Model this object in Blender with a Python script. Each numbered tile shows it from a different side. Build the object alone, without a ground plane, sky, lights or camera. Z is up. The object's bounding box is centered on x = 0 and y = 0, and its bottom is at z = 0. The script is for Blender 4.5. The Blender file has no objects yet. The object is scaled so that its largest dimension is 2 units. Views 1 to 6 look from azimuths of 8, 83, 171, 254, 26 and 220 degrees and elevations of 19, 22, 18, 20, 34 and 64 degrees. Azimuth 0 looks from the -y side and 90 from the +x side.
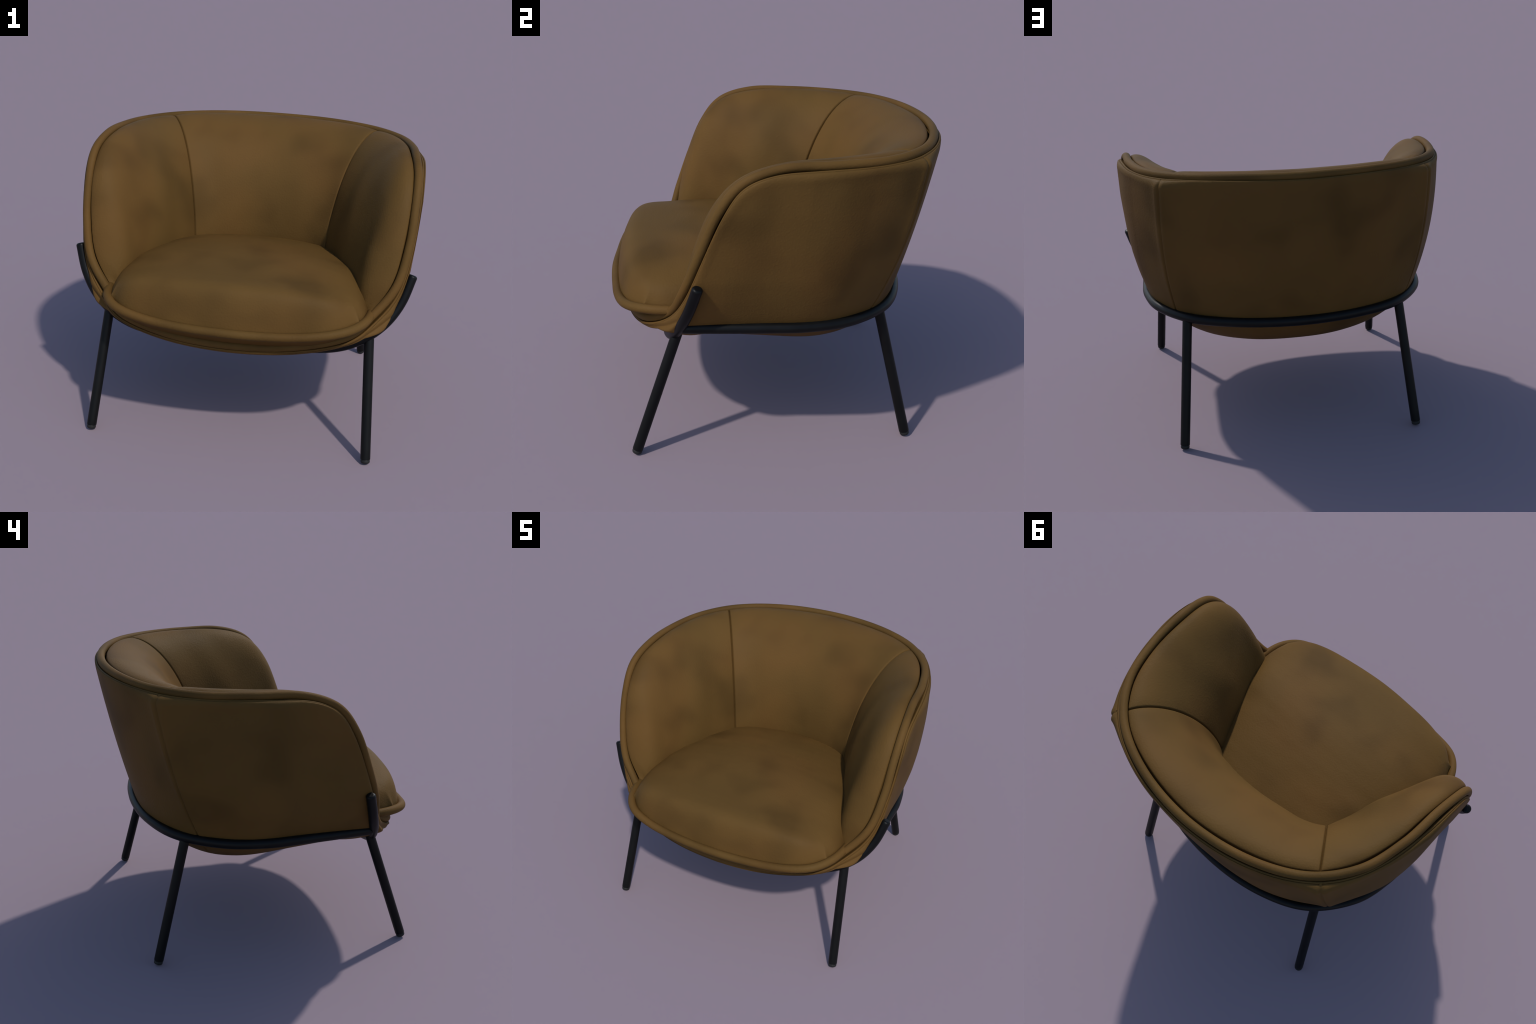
# Tub armchair: upholstered leather bucket shell on a tubular black steel frame.
import bpy, bmesh, math
import numpy as np
from mathutils import noise, Vector

# ------------------------------------------------------------------ helpers
MIR = np.array([-1.0, 1.0, 1.0])


def unit(v):
    v = np.asarray(v, float)
    return v / np.maximum(np.linalg.norm(v, axis=-1, keepdims=True), 1e-9)


def catmull(K, u):
    """Catmull-Rom through control points K, evaluated at index parameters u."""
    K = np.asarray(K, float)
    u = np.atleast_1d(np.asarray(u, float))
    n = len(K)
    E = np.vstack([2 * K[0] - K[1], K, 2 * K[-1] - K[-2]])
    i = np.clip(np.floor(u).astype(int), 0, n - 2)
    t = (u - i)[:, None]
    p0, p1, p2, p3 = E[i], E[i + 1], E[i + 2], E[i + 3]
    return .5 * (2 * p1 + (p2 - p0) * t + (2 * p0 - 5 * p1 + 4 * p2 - p3) * t * t + (3 * p1 - p0 - 3 * p2 + p3) * t ** 3)


def sym_catmull(K, u):
    """Half curve whose first control point lies on the mirror plane x = 0 (and last one, if also at x = 0)."""
    K = np.asarray(K, float)
    full = [K[2] * MIR, K[1] * MIR] + list(K)
    if abs(K[-1][0]) < 1e-6:
        full += [K[-2] * MIR, K[-3] * MIR]
    return catmull(np.array(full), np.atleast_1d(np.asarray(u, float)) + 2)


def make_mesh(name, verts, faces, mat, parent, smooth=True):
    me = bpy.data.meshes.new(name)
    me.from_pydata([tuple(map(float, v)) for v in verts], [], [tuple(int(i) for i in f) for f in faces])
    me.validate()
    bm = bmesh.new()
    bm.from_mesh(me)
    bmesh.ops.remove_doubles(bm, verts=bm.verts, dist=1e-5)
    bmesh.ops.recalc_face_normals(bm, faces=bm.faces)
    bm.to_mesh(me)
    bm.free()
    me.polygons.foreach_set('use_smooth', [smooth] * len(me.polygons))
    me.materials.append(mat)
    ob = bpy.data.objects.new(name, me)
    bpy.context.scene.collection.objects.link(ob)
    ob.parent = parent
    return ob


def grid_faces(nr, nc, close_c=False, base=0):
    f = []
    for r in range(nr - 1):
        for c in range(nc if close_c else nc - 1):
            d = (c + 1) % nc
            f.append((base + r * nc + c, base + r * nc + d, base + (r + 1) * nc + d, base + (r + 1) * nc + c))
    return f


def tube(name, path, radius, mat, parent, closed=False, sides=20, cap=0.35, ends=(True, True)):
    """Round tube along a path, ends rounded off by a small fillet (cap = fillet / radius)."""
    path = np.asarray(path, float)
    n = len(path)
    if not closed:
        keep = [k for k in range(n) if k in (0, n - 1) or min(np.linalg.norm(path[k] - path[0]), np.linalg.norm(path[k] - path[-1])) > cap * radius * 1.3]
        path = path[keep]
        n = len(path)
    rad = np.full(n, radius)
    if closed:
        tan = unit(np.roll(path, -1, 0) - np.roll(path, 1, 0))
    else:
        tan = unit(np.gradient(path, axis=0))
    pts, rr, tt = list(path), list(rad), list(tan)
    if not closed:
        for end in (0, 1):
            k = 0 if end == 0 else n - 1
            sgn = -1 if end == 0 else 1
            p, t, r = path[k], tan[k], rad[k]
            fil = cap * r
            extra = []
            for a in np.linspace(0, math.pi / 2, 7)[1:]:
                extra.append((p + sgn * t * (fil * math.sin(a) - fil), r - fil + fil * math.cos(a), t))
            extra.append((p, (r - fil) * .96, t))
            extra.append((p, (r - fil) * .5, t))
            extra.append((p, 1e-4, t))
            if end == 0:
                pts[0] = p + t * fil
                for e in extra:
                    pts.insert(0, e[0]); rr.insert(0, e[1]); tt.insert(0, e[2])
            else:
                pts[-1] = p - t * fil
                for e in extra:
                    pts.append(e[0]); rr.append(e[1]); tt.append(e[2])
    up = np.array([0.0, 0, 1]) if abs(tt[0][2]) < .9 else np.array([1.0, 0, 0])
    nrm = unit(np.cross(tt[0], up))
    V = []
    for p, r, t in zip(pts, rr, tt):
        nrm = unit(nrm - t * np.dot(nrm, t))
        b = np.cross(t, nrm)
        for k in range(sides):
            a = 2 * math.pi * k / sides
            V.append(p + r * (math.cos(a) * nrm + math.sin(a) * b))
    m = len(pts)
    F = grid_faces(m, sides, True)
    if closed:
        # match the twist of the last ring with the first one
        last, first = np.array(V[-sides:]), np.array(V[:sides])
        sh = int(np.argmin([np.sum((np.roll(first, -k, 0) - last) ** 2) for k in range(sides)]))
        for c in range(sides):
            d = (c + 1) % sides
            F.append(((m - 1) * sides + c, (m - 1) * sides + d, (d + sh) % sides, (c + sh) % sides))
    return make_mesh(name, V, F, mat, parent)


def polyline_distance(P, Q):
    """Distance of points P (n,d) to the polyline Q (m,d)."""
    best = np.full(len(P), 1e9)
    for a, b in zip(Q[:-1], Q[1:]):
        ab = b - a
        t = np.clip(((P - a) @ ab) / max(ab @ ab, 1e-12), 0, 1)
        best = np.minimum(best, np.linalg.norm(P - (a + t[:, None] * ab), axis=1))
    return best


def soft(x, xs, ys, w):
    """Piecewise-linear rule with its corners rounded over a width w."""
    x = np.asarray(x, float)
    o = np.linspace(-w, w, 15)
    k = 1 - np.abs(o) / (w * 1.0001)
    return sum(np.interp(x + a, xs, ys) * b for a, b in zip(o, k)) / k.sum()


def fractal(p, scale, seed=0.0, octaves=3):
    return noise.fractal(Vector((p[0] * scale + seed, p[1] * scale - seed * .7, p[2] * scale + seed * 1.3)), 1.0, 2.0, octaves)


# ------------------------------------------------------------------ materials
def leather(name, seed):
    m = bpy.data.materials.new(name)
    m.use_nodes = True
    nt = m.node_tree
    N, Lk = nt.nodes, nt.links
    N.clear()
    out = N.new('ShaderNodeOutputMaterial')
    b = N.new('ShaderNodeBsdfPrincipled')
    Lk.new(b.outputs[0], out.inputs[0])
    tc = N.new('ShaderNodeTexCoord')
    mp = N.new('ShaderNodeMapping')
    mp.inputs['Location'].default_value = (seed * 3.1, seed * 1.7, seed * 2.3)
    Lk.new(tc.outputs['Object'], mp.inputs[0])

    def nz(scale, detail, rough, dist=0.0):
        n = N.new('ShaderNodeTexNoise')
        n.inputs['Scale'].default_value = scale
        n.inputs['Detail'].default_value = detail
        n.inputs['Roughness'].default_value = rough
        n.inputs['Distortion'].default_value = dist
        Lk.new(mp.outputs[0], n.inputs['Vector'])
        return n

    def ramp(src, stops):
        r = N.new('ShaderNodeValToRGB')
        e = r.color_ramp.elements
        e[0].position, e[0].color = stops[0][0], (*stops[0][1], 1)
        e[1].position, e[1].color = stops[-1][0], (*stops[-1][1], 1)
        for p, c in stops[1:-1]:
            x = e.new(p)
            x.color = (*c, 1)
        Lk.new(src, r.inputs[0])
        return r
    # cloudy dye: olive brown <-> tan <-> russet
    hue = ramp(nz(2.2, 1.0, .4).outputs[0], [(.36, OLIVE), (.50, TAN), (.64, RUSSET)])
    # darker handled blotches, soft and faint
    blot = ramp(nz(3.6, 1.0, .4).outputs[0], [(.26, (.80, .80, .81)), (.48, (1.0, 1.0, 1.0)), (.70, (1.06, 1.06, 1.05))])
    mul = N.new('ShaderNodeMix')
    mul.data_type = 'RGBA'
    mul.blend_type = 'MULTIPLY'
    mul.inputs[0].default_value = 1.0
    Lk.new(hue.outputs[0], mul.inputs[6])
    Lk.new(blot.outputs[0], mul.inputs[7])
    Lk.new(mul.outputs[2], b.inputs['Base Color'])
    # pebble grain
    vor = N.new('ShaderNodeTexVoronoi')
    vor.inputs['Scale'].default_value = 95
    Lk.new(mp.outputs[0], vor.inputs['Vector'])
    g = nz(70, 3, .6)
    add = N.new('ShaderNodeMath')
    add.operation = 'ADD'
    Lk.new(vor.outputs[0], add.inputs[0])
    Lk.new(g.outputs[0], add.inputs[1])
    bump = N.new('ShaderNodeBump')
    bump.inputs['Strength'].default_value = .16
    bump.inputs['Distance'].default_value = .004
    Lk.new(add.outputs[0], bump.inputs['Height'])
    Lk.new(bump.outputs[0], b.inputs['Normal'])
    b.inputs['Roughness'].default_value = .6
    b.inputs['Specular IOR Level'].default_value = .06
    return m


OLIVE = (.108, .0600, .0175)
TAN = (.116, .0630, .0182)
RUSSET = (.122, .0640, .0185)


def steel(name, col, rough):
    m = bpy.data.materials.new(name)
    m.use_nodes = True
    nt = m.node_tree
    b = nt.nodes['Principled BSDF']
    tc = nt.nodes.new('ShaderNodeTexCoord')
    n = nt.nodes.new('ShaderNodeTexNoise')
    n.inputs['Scale'].default_value = 9
    n.inputs['Detail'].default_value = 4
    nt.links.new(tc.outputs['Object'], n.inputs['Vector'])
    r = nt.nodes.new('ShaderNodeValToRGB')
    e = r.color_ramp.elements
    e[0].position, e[0].color = .35, (*[c * .85 for c in col], 1)
    e[1].position, e[1].color = .65, (*[c * 1.15 for c in col], 1)
    nt.links.new(n.outputs[0], r.inputs[0])
    nt.links.new(r.outputs[0], b.inputs['Base Color'])
    b.inputs['Roughness'].default_value = rough
    b.inputs['Specular IOR Level'].default_value = .17
    return m


M_ARM = leather('brown_leather', 0.0)
M_SEAT = leather('brown_leather_seat', 1.0)
M_SHELL = leather('brown_leather_shell', 2.0)
M_PIPE = leather('brown_leather_piping', 3.0)
M_STEEL = steel('black_powder_coated_steel', (.0046, .0048, .0049), .42)
M_FOOT = steel('foot_glide_plastic', (.020, .0195, .019), .5)

# ------------------------------------------------------------------ curves of the half rim (x >= 0)
# station index 0 = back centre, ~5 = top of the arm, ~9 = foot of the arm, 13 = front centre
PIPE = np.array([(0, .88, 1.661), (.357, .831, 1.660), (.652, .694, 1.653), (.835, .477, 1.646), (.913, .211, 1.644),
                 (.935, -.045, 1.634), (.951, -.24, 1.564), (.948, -.357, 1.415), (.934, -.442, 1.204), (.885, -.518, .991),
                 (.762, -.585, .823), (.63, -.715, .738), (.335, -.801, .685), (0, -.825, .668)])
GROOVE_OUT = np.array([(0, .904, 1.651), (.311, .871, 1.654), (.584, .767, 1.651), (.786, .601, 1.642), (.901, .372, 1.636),
                       (.952, .126, 1.632), (.971, -.09, 1.616), (.972, -.246, 1.549), (.973, -.342, 1.407), (.956, -.427, 1.203),
                       (.902, -.521, .955), (.782, -.602, .802), (.643, -.727, .715), (.34, -.811, .662), (0, -.834, .645)])
GROOVE_IN = np.array([(0, .849, 1.66), (.324, .806, 1.66), (.602, .698, 1.655), (.785, .509, 1.651), (.874, .261, 1.648),
                      (.904, 0, 1.635), (.925, -.219, 1.575), (.925, -.365, 1.429), (.906, -.455, 1.217), (.86, -.516, .996),
                      (.738, -.560, .822), (.60, -.682, .757), (.325, -.770, .708), (0, -.794, .692)])
SHELL_FOOT = np.array([(0, .720, .775), (.35, .680, .775), (.648, .527, .775), (.806, .30, .775), (.850, .11, .775),
                       (.858, -.05, .775), (.857, -.2, .775), (.853, -.31, .775), (.848, -.41, .772), (.832, -.505, .76),
                       (.738, -.605, .718), (.61, -.705, .675), (.33, -.777, .630), (0, -.798, .614)])
# width of the flank over height where the arms run straight
FLANK_Z = [.60, .775, .843, .936, 1.053, 1.175, 1.418, 1.605, 1.8]
FLANK_X = [.79, .857, .886, .916, .945, .964, .989, .995, .995]
CUSHION_FOOT = np.array([(0, .366, .84), (.21, .340, .84), (.393, .258, .84), (.516, .058, .84), (.582, -.12, .84),
                         (.630, -.252, .84), (.658, -.342, .84), (.678, -.415, .84), (.694, -.468, .83), (.710, -.512, .81),
                         (.715, -.545, .785), (.60, -.62, .77)])
SEAM = 2.27          # station of the corner seams between back and arm panels


def nearest_on(K, pts, tans):
    """Point of the sym. curve K that lies in the plane through pts across tans (nearest one)."""
    u = np.linspace(0, len(K) - 1, 2600)
    Q = sym_catmull(K, u)
    out = []
    for p, t in zip(pts, tans):
        d = Q - p
        cost = (d ** 2).sum(1) + 25 * (d @ t) ** 2
        k = int(np.argmin(cost))
        out.append(Q[k])
    return np.array(out)


def smooth_rows(A, it=6):
    A = A.copy()
    for _ in range(it):
        A[1:-1] = .5 * A[1:-1] + .25 * (A[:-2] + A[2:])
    return A


def station(u):
    """Frame of the rim at stations u: piping centre, outer and inner groove, outward and upward axes."""
    P = sym_catmull(PIPE, u)
    T = unit(sym_catmull(PIPE, np.minimum(u + .01, 13)) - sym_catmull(PIPE, np.maximum(u - .01, 0)))
    O = nearest_on(GROOVE_OUT, P, T)
    I = nearest_on(GROOVE_IN, P, T)
    O[0, 0] = I[0, 0] = 0 if u[0] == 0 else O[0, 0]
    O, I = smooth_rows(O, 25), smooth_rows(I, 25)
    out = O - I
    out -= T * (out * T).sum(1)[:, None]
    w = np.clip((u - 4.8) / 1.0, 0, 1) * np.clip((9.6 - u) / .9, 0, 1)
    flank = np.array([.985, .03, -.16]) - T * (T @ np.array([.985, .03, -.16]))[:, None]
    out = unit(out) * (1 - .85 * w)[:, None] + unit(flank) * (.85 * w)[:, None]
    out = unit(smooth_rows(unit(out), 20))
    up = unit(np.cross(T, out))
    return P, T, O, I, out, up


chair = bpy.data.objects.new('tub_armchair', None)
bpy.context.scene.collection.objects.link(chair)
chair['label'] = 'brown leather tub armchair with rounded back on thin black metal legs'
chair['category'] = 'armchair'

U_HALF = np.unique(np.round(np.concatenate([np.linspace(0, SEAM, 60), np.linspace(SEAM, 13, 240), SEAM + np.array([-.033, -.026, -.02, -.015, -.01, -.005, .005, .01, .015, .02, .026, .033])]), 6))
FR = station(U_HALF)
SGN = np.sign(FR[5][0, 2])      # make 'up' really point up at the back centre
FR = FR[:5] + (FR[5] * SGN,)


# ------------------------------------------------------------------ outer shell
def shell_section(k):
    """One section of the shell: groove, bead, rolled edge, flank, down to the foot line."""
    u = U_HALF[k]
    _, _, O, I, out, up = (a[k] for a in FR)
    peak = math.exp(-abs(u - SEAM) / .36)
    front = np.clip((u - 9.0) / 2.0, 0, 1)
    off = np.interp(u, [0, 1.6, 2.6, 3.4, 4.5, 9], [.017, .017, .027, .030, .027, .025]) + .040 * peak - .013 * front
    drop = .046 - .028 * front
    side = np.clip((u - 3.3) / 1.5, 0, 1) * np.clip((10.4 - u) / .9, 0, 1)

    def flank_x(p):
        return np.interp(p[2], FLANK_Z, FLANK_X) + .012 * math.exp(-((p[2] - 1.0) / .16) ** 2) * np.clip((-.12 - p[1]) / .2, 0, 1)
    T0 = O + out * off - up * (drop + .006)
    off += side * np.clip(flank_x(T0) - T0[0], -.014, .020)      # rolled edge runs flush into the flank
    B = sym_catmull(SHELL_FOOT, u)[0]
    pts = []
    add = lambda a, b: pts.append(O + out * a + up * (b - .006))
    add(-.030, -.034)
    add(-.012, -.016)
    add(-.002, -.006)
    for a in np.linspace(150, 20, 6):                     # thin bead along the groove
        add(.005 + .0065 * math.cos(math.radians(a)), -.0065 + .0065 * math.sin(math.radians(a)))
    add(.0125, -.0065)
    r0 = .013
    for a in np.linspace(115, 0, 9):                      # rolled edge of the panel
        w = math.radians(a)
        add(r0 + (off - r0) * max(math.cos(w), -.1) if a < 95 else r0 + .001, -drop + (drop - .003) * math.sin(w))
    T = O + out * off - up * (drop + .006)
    bulge = .011 + 0.027 * peak + .024 * np.clip((u - 2.3) / 1.0, 0, 1)
    bulge *= 1 - .85 * front
    for t in np.linspace(0, 1, 26)[1:]:
        p = T + (B - T) * t + out * bulge * 4 * t * (1 - t) * (.9 + .25 * t)
        px = flank_x(p) + (T[0] - flank_x(T)) * (1 - t) ** 3
        p[0] += side * (px - p[0])
        pts.append(p)
    return pts


def build_shell():
    S = np.array([shell_section(k) for k in range(len(U_HALF))])
    nr = S.shape[1]

    def panel(name, idx_half, mirror_join=False, side=1):
        rows = S[idx_half]
        if mirror_join:
            rows = np.concatenate([(rows * MIR)[:0:-1], rows])
        elif side < 0:
            rows = rows * MIR
        V = rows.reshape(-1, 3)
        return make_mesh(name, V, grid_faces(len(rows), nr), M_SHELL, chair)
    ks = int(np.argmin(abs(U_HALF - SEAM)))
    kf = int(np.argmin(abs(U_HALF - 10.2)))
    # tuck the panel borders in along the corner seam
    outw = FR[4]
    for k in range(len(U_HALF)):
        d = abs(np.linalg.norm(FR[0][k] - FR[0][ks]))
        if d < .05:
            S[k, 12:] -= outw[k] * .011 * math.exp(-(d / .005) ** 2)
    panel('back_panel', np.arange(0, ks + 1), mirror_join=True)
    panel('side_panel', np.arange(ks, kf + 1))
    panel('side_panel', np.arange(ks, kf + 1), side=-1)
    half = S[kf:]
    front = np.concatenate([half, (half * MIR)[::-1][1:]])
    make_mesh('front_apron', front.reshape(-1, 3), grid_faces(len(front), nr), M_SHELL, chair)
    # underside pan
    B = S[:, -1]
    loop = np.concatenate([B, (B * MIR)[::-1][1:-1]])
    Cc = np.array([0, .02, .56])
    rows = []
    for rho in np.linspace(1, .02, 30):
        q = Cc + (loop - Cc) * rho
        floor = np.minimum(soft(q[:, 1], [-.35, .3], [.570, .492], .1), loop[:, 2] - .004)
        q[:, 2] = floor + (loop[:, 2] - floor) * rho ** 3.9
        rows.append(q)
    V = np.concatenate(rows)
    n = len(loop)
    F = grid_faces(30, n, True)
    V = np.vstack([V, (0, .02, .526)])
    for c in range(n):
        F.append((29 * n + c, 29 * n + (c + 1) % n, 30 * n))
    make_mesh('underside', V, F, M_SHELL, chair)


build_shell()

# rim piping, one closed welt round the whole shell
half = FR[0][:-1]
loop = np.concatenate([half, [FR[0][-1]], (half * MIR)[::-1][:-1]])
tube('rim_piping', loop - np.array([0, 0, .004]), .0240, M_PIPE, chair, closed=True, sides=20)


# ------------------------------------------------------------------ inner cushions (back + two arms)
def build_cushions():
    U_END = 10.05
    sel = np.where(U_HALF <= U_END)[0]
    us = U_HALF[sel]
    P, T, O, I, out, up = (a[sel] for a in FR)
    B = sym_catmull(CUSHION_FOOT, us)
    NS = 60
    th = np.linspace(0, 1, NS) ** 1.5 * math.pi / 2
    X = np.zeros((len(us), NS, 3))
    qq = soft(us, [-1, 0, 1.2, SEAM, 3.4, 5, 7, 10, 11], [2.42, 2.42, 2.3, 1.7, 1.85, 1.8, 1.75, 1.7, 1.7], .55)
    for k, u in enumerate(us):
        q = qq[k]
        f = np.sin(th)
        g = 1 - np.cos(th) ** (2 / q)
        D = B[k] - I[k]
        ein = unit(D * (1, 1, 0))
        din = D @ ein
        rest = D - ein * din
        start = I[k] - up[k] * .004
        X[k] = start + f[:, None] * din * ein + g[:, None] * rest
    # normals of the plain surface, then puff it out between seam and groove
    dU = np.gradient(X, axis=0)
    dS = np.gradient(X, axis=1)
    Nn = unit(np.cross(dU, dS))
    m = int(NS * .6)
    Nn *= np.sign((Nn[:, m] * -out).sum(-1).mean())       # one sign for all: towards the sitter
    Nn[:, 0] = Nn[:, 1]
    ks = int(np.argmin(abs(us - SEAM)))
    seamline = X[ks]
    edge = np.concatenate([np.zeros((len(us), 1)), np.cumsum(np.linalg.norm(np.diff(X, axis=1), axis=2), axis=1)], 1)
    flat = X.reshape(-1, 3)
    ds = polyline_distance(flat, seamline).reshape(X.shape[:2])
    for k, u in enumerate(us):
        puff = soft(u, [0, SEAM, 4, 8, 9, 9.8], [.027, .026, .024, .018, .010, .0], .5)
        a = np.sqrt(1 - (1 - np.minimum(edge[k] / .07, 1)) ** 2)
        b = 1 - np.exp(-ds[k] / .045)
        c = -.014 * np.exp(-(ds[k] / .0045) ** 2)
        h = puff * (1 - .2 * np.cos(th)) * a * (.35 + .65 * b) + c
        # fullness of the padding: arms swell behind the middle, flatten further forward
        mid = np.sin(th) ** 2 * np.cos(th) ** 1.2 * 1.9
        swell = .026 * math.exp(-((u - 3.6) / .75) ** 2) - .018 * math.exp(-((u - 6.0) / 1.1) ** 2) + .024 * math.exp(-(u / 1.2) ** 4)
        h = h + swell * mid * (1 - np.exp(-ds[k] / .05))
        for s in range(NS):
            w = .0018 * fractal(X[k, s], 3.5, 3.7, 2) * a[s]
            X[k, s] += Nn[k, s] * (h[s] + w)
    # tuck the first row well behind the piping
    tuck = I - up * .035 + out * .012
    X = np.concatenate([tuck[:, None], X], axis=1)
    n = NS + 1
    back = np.concatenate([(X[:ks + 1] * MIR)[:0:-1], X[:ks + 1]])
    make_mesh('back_cushion', back.reshape(-1, 3), grid_faces(len(back), n), M_ARM, chair)
    arm = X[ks:]
    make_mesh('arm_cushion', arm.reshape(-1, 3), grid_faces(len(arm), n), M_ARM, chair)
    make_mesh('arm_cushion', (arm * MIR).reshape(-1, 3), grid_faces(len(arm), n), M_ARM, chair)


build_cushions()

# ------------------------------------------------------------------ seat cushion
SEAT_PIPE = np.array([(0, -.899, .762), (.254, -.885, .764), (.476, -.858, .78), (.639, -.802, .805), (.732, -.682, .821),
                      (.764, -.509, .823), (.745, -.40, .80)])
SEAT_EDGE = np.array([(0, -.888), (.25, -.874), (.465, -.846), (.622, -.787), (.712, -.676), (.745, -.53), (.735, -.41),
                      (.708, -.25), (.665, -.08), (.605, .12), (.51, .32), (.33, .40), (.16, .425), (0, .43)])
DART = np.array([(.622, -.655, .941), (.694, -.712, .835)])


def build_seat():
    u = np.linspace(0, len(SEAT_EDGE) - 1, 430)
    E2 = sym_catmull(np.c_[SEAT_EDGE, np.zeros(len(SEAT_EDGE))], u)[:, :2]
    E2[0, 0] = E2[-1, 0] = 0
    loop = np.concatenate([E2, (E2 * MIR[:2])[::-1][1:-1]])
    closed = np.vstack([loop, loop[:1]])
    zb = np.where(loop[:, 1] < -.5, np.interp(np.abs(loop[:, 0]), [0, .25, .47, .63, .73], [.765, .767, .782, .805, .818]), .815)
    Cc = np.array([0, -.25])
    rhos = 1 - np.linspace(0, 1, 72) ** 1.45 * .992
    n = len(loop)
    rows = []
    for rho in rhos:
        q = Cc + (loop - Cc) * rho
        e = polyline_distance(q, closed)
        x, y = q[:, 0], q[:, 1]
        zt = soft(y, [-.9, -.75, -.6, -.5, -.3, 0, .35, .6], [1.003, 1.006, 1.008, 1.018, 1.024, .998, .938, .89], .14)
        zt = zt - soft(y, [-.55, 0], [.36, .22], .15) * np.abs(x) ** 4 - soft(y, [-.3, 0], [0, .06], .12) * x ** 2
        zt = zt + .010 * np.exp(-(x / .3) ** 2 - ((y + .2) / .22) ** 2) + .010 * np.exp(-(x / .36) ** 2)
        g = soft(e, [-.1, 0, .012, .03, .05, .07, .10, .13, .17], [-.9, .0, .41, .71, .86, .93, .975, .99, 1], .008)
        z = zb + (zt - zb) * g
        rows.append(np.c_[q, z])
    X = np.array(rows)
    # light smoothing along the radius (the rules above are piecewise)
    for _ in range(3):
        X[2:-1, :, 2] = .5 * X[2:-1, :, 2] + .25 * (X[1:-2, :, 2] + X[3:, :, 2])
    low = X[0].copy()                                     # boxing under the piping stays plain
    # corner darts and soft creases
    for i in range(len(X)):
        for j in range(n):
            p = X[i, j]
            q = np.array([abs(p[0]), p[1], p[2]])
            ab = DART[1] - DART[0]
            t = ((q - DART[0]) @ ab) / (ab @ ab)
            tc = min(max(t, -.15), 1.4)
            d = np.linalg.norm((q - DART[0] - tc * ab)[:2])
            depth = .032 * min(max((t + .15) / .5, 0), 1)
            edge_w = min(1, (1 - rhos[i]) / .04)
            dz = -depth * math.exp(-abs(d) / .014)
            s = 1.0 if p[0] >= 0 else -1.0
            X[i, j] = p + np.array([-.6 * s, .55, .58]) * dz
            w = .004 * fractal((p[0] * .8, p[1] * 1.25, p[2]), 3.0, 8.1, 2) + .0015 * fractal((p[0] * .5, p[1] * 2.0, 0), 5.0, 2.2, 2)
            X[i, j, 2] += w * edge_w
    low[:, :2] = Cc + (low[:, :2] - Cc) * .935
    low[:, 2] -= .085
    low2 = low.copy()
    low2[:, :2] = Cc + (low2[:, :2] - Cc) * .6
    rows = np.concatenate([[low2, low], X])
    V = rows.reshape(-1, 3)
    F = grid_faces(len(rows), n, True)
    top = X[-1].mean(0)
    V = np.vstack([V, top, low2.mean(0)])
    for c in range(n):
        F.append(((len(rows) - 1) * n + c, (len(rows) - 1) * n + (c + 1) % n, len(rows) * n))
        F.append((c, (c + 1) % n, len(rows) * n + 1))
    seat = make_mesh('seat_cushion', V, F, M_SEAT, chair)
    up = np.linspace(0, len(SEAT_PIPE) - 1, 90)
    h = sym_catmull(SEAT_PIPE, up)
    h[0, 0] = 0
    path = np.concatenate([(h * MIR)[:0:-1], h])
    tube('seat_piping', path, .0255, M_PIPE, seat, sides=18)


build_seat()

# ------------------------------------------------------------------ steel frame
R_TUBE = .0284

RING = np.array([(0, .73, .762), (.327, .694, .766), (.606, .577, .767), (.794, .354, .768), (.862, .12, .769),
                 (.868, -.09, .770), (.860, -.31, .769), (.846, -.525, .767)])
h = sym_catmull(RING, np.linspace(0, len(RING) - 1, 110))
h[0, 0] = 0
tube('support_rail', np.concatenate([(h * MIR)[:0:-1], h]), R_TUBE, M_STEEL, chair)

HOOP = np.array([(.973, -.45, 1.043), (.922, -.495, .888), (.842, -.538, .767), (.728, -.571, .676), (.582, -.592, .617),
                 (.38, -.60, .592), (.19, -.602, .583), (0, -.603, .58)])
h = catmull(np.vstack([HOOP, HOOP[-2] * MIR]), np.linspace(0, len(HOOP) - 1, 110))
tube('front_hoop', np.concatenate([h, (h * MIR)[::-1][1:]]), R_TUBE, M_STEEL, chair, cap=.5)

LEGS = [((.762, -.548, .705), (.8085, -.7708, .012)), ((.6435, .534, .768), (.7135, .731, .012))]
GLIDE = .022
for top, foot in LEGS:
    for s in (1, -1):
        a, b = np.array(top) * (s, 1, 1), np.array(foot) * (s, 1, 1)
        ax = unit(b - a)
        # lengthen or shorten so that the lowest rim of the glide rests on z = 0
        tilt = math.sqrt(1 - ax[2] ** 2)
        rg = R_TUBE * .93
        L = (a[2] - rg * .62 * tilt) / -ax[2]
        end = a + ax * L
        cut = end - ax * GLIDE
        leg = tube('leg', np.array([a + (cut - a) * t for t in np.linspace(0, 1, 12)]), R_TUBE, M_STEEL, chair, cap=.12, sides=24)
        tube('foot_glide', np.array([cut - ax * .004 + ax * (GLIDE + .004) * t for t in np.linspace(0, 1, 5)]), rg, M_FOOT, leg, cap=.38, sides=24)
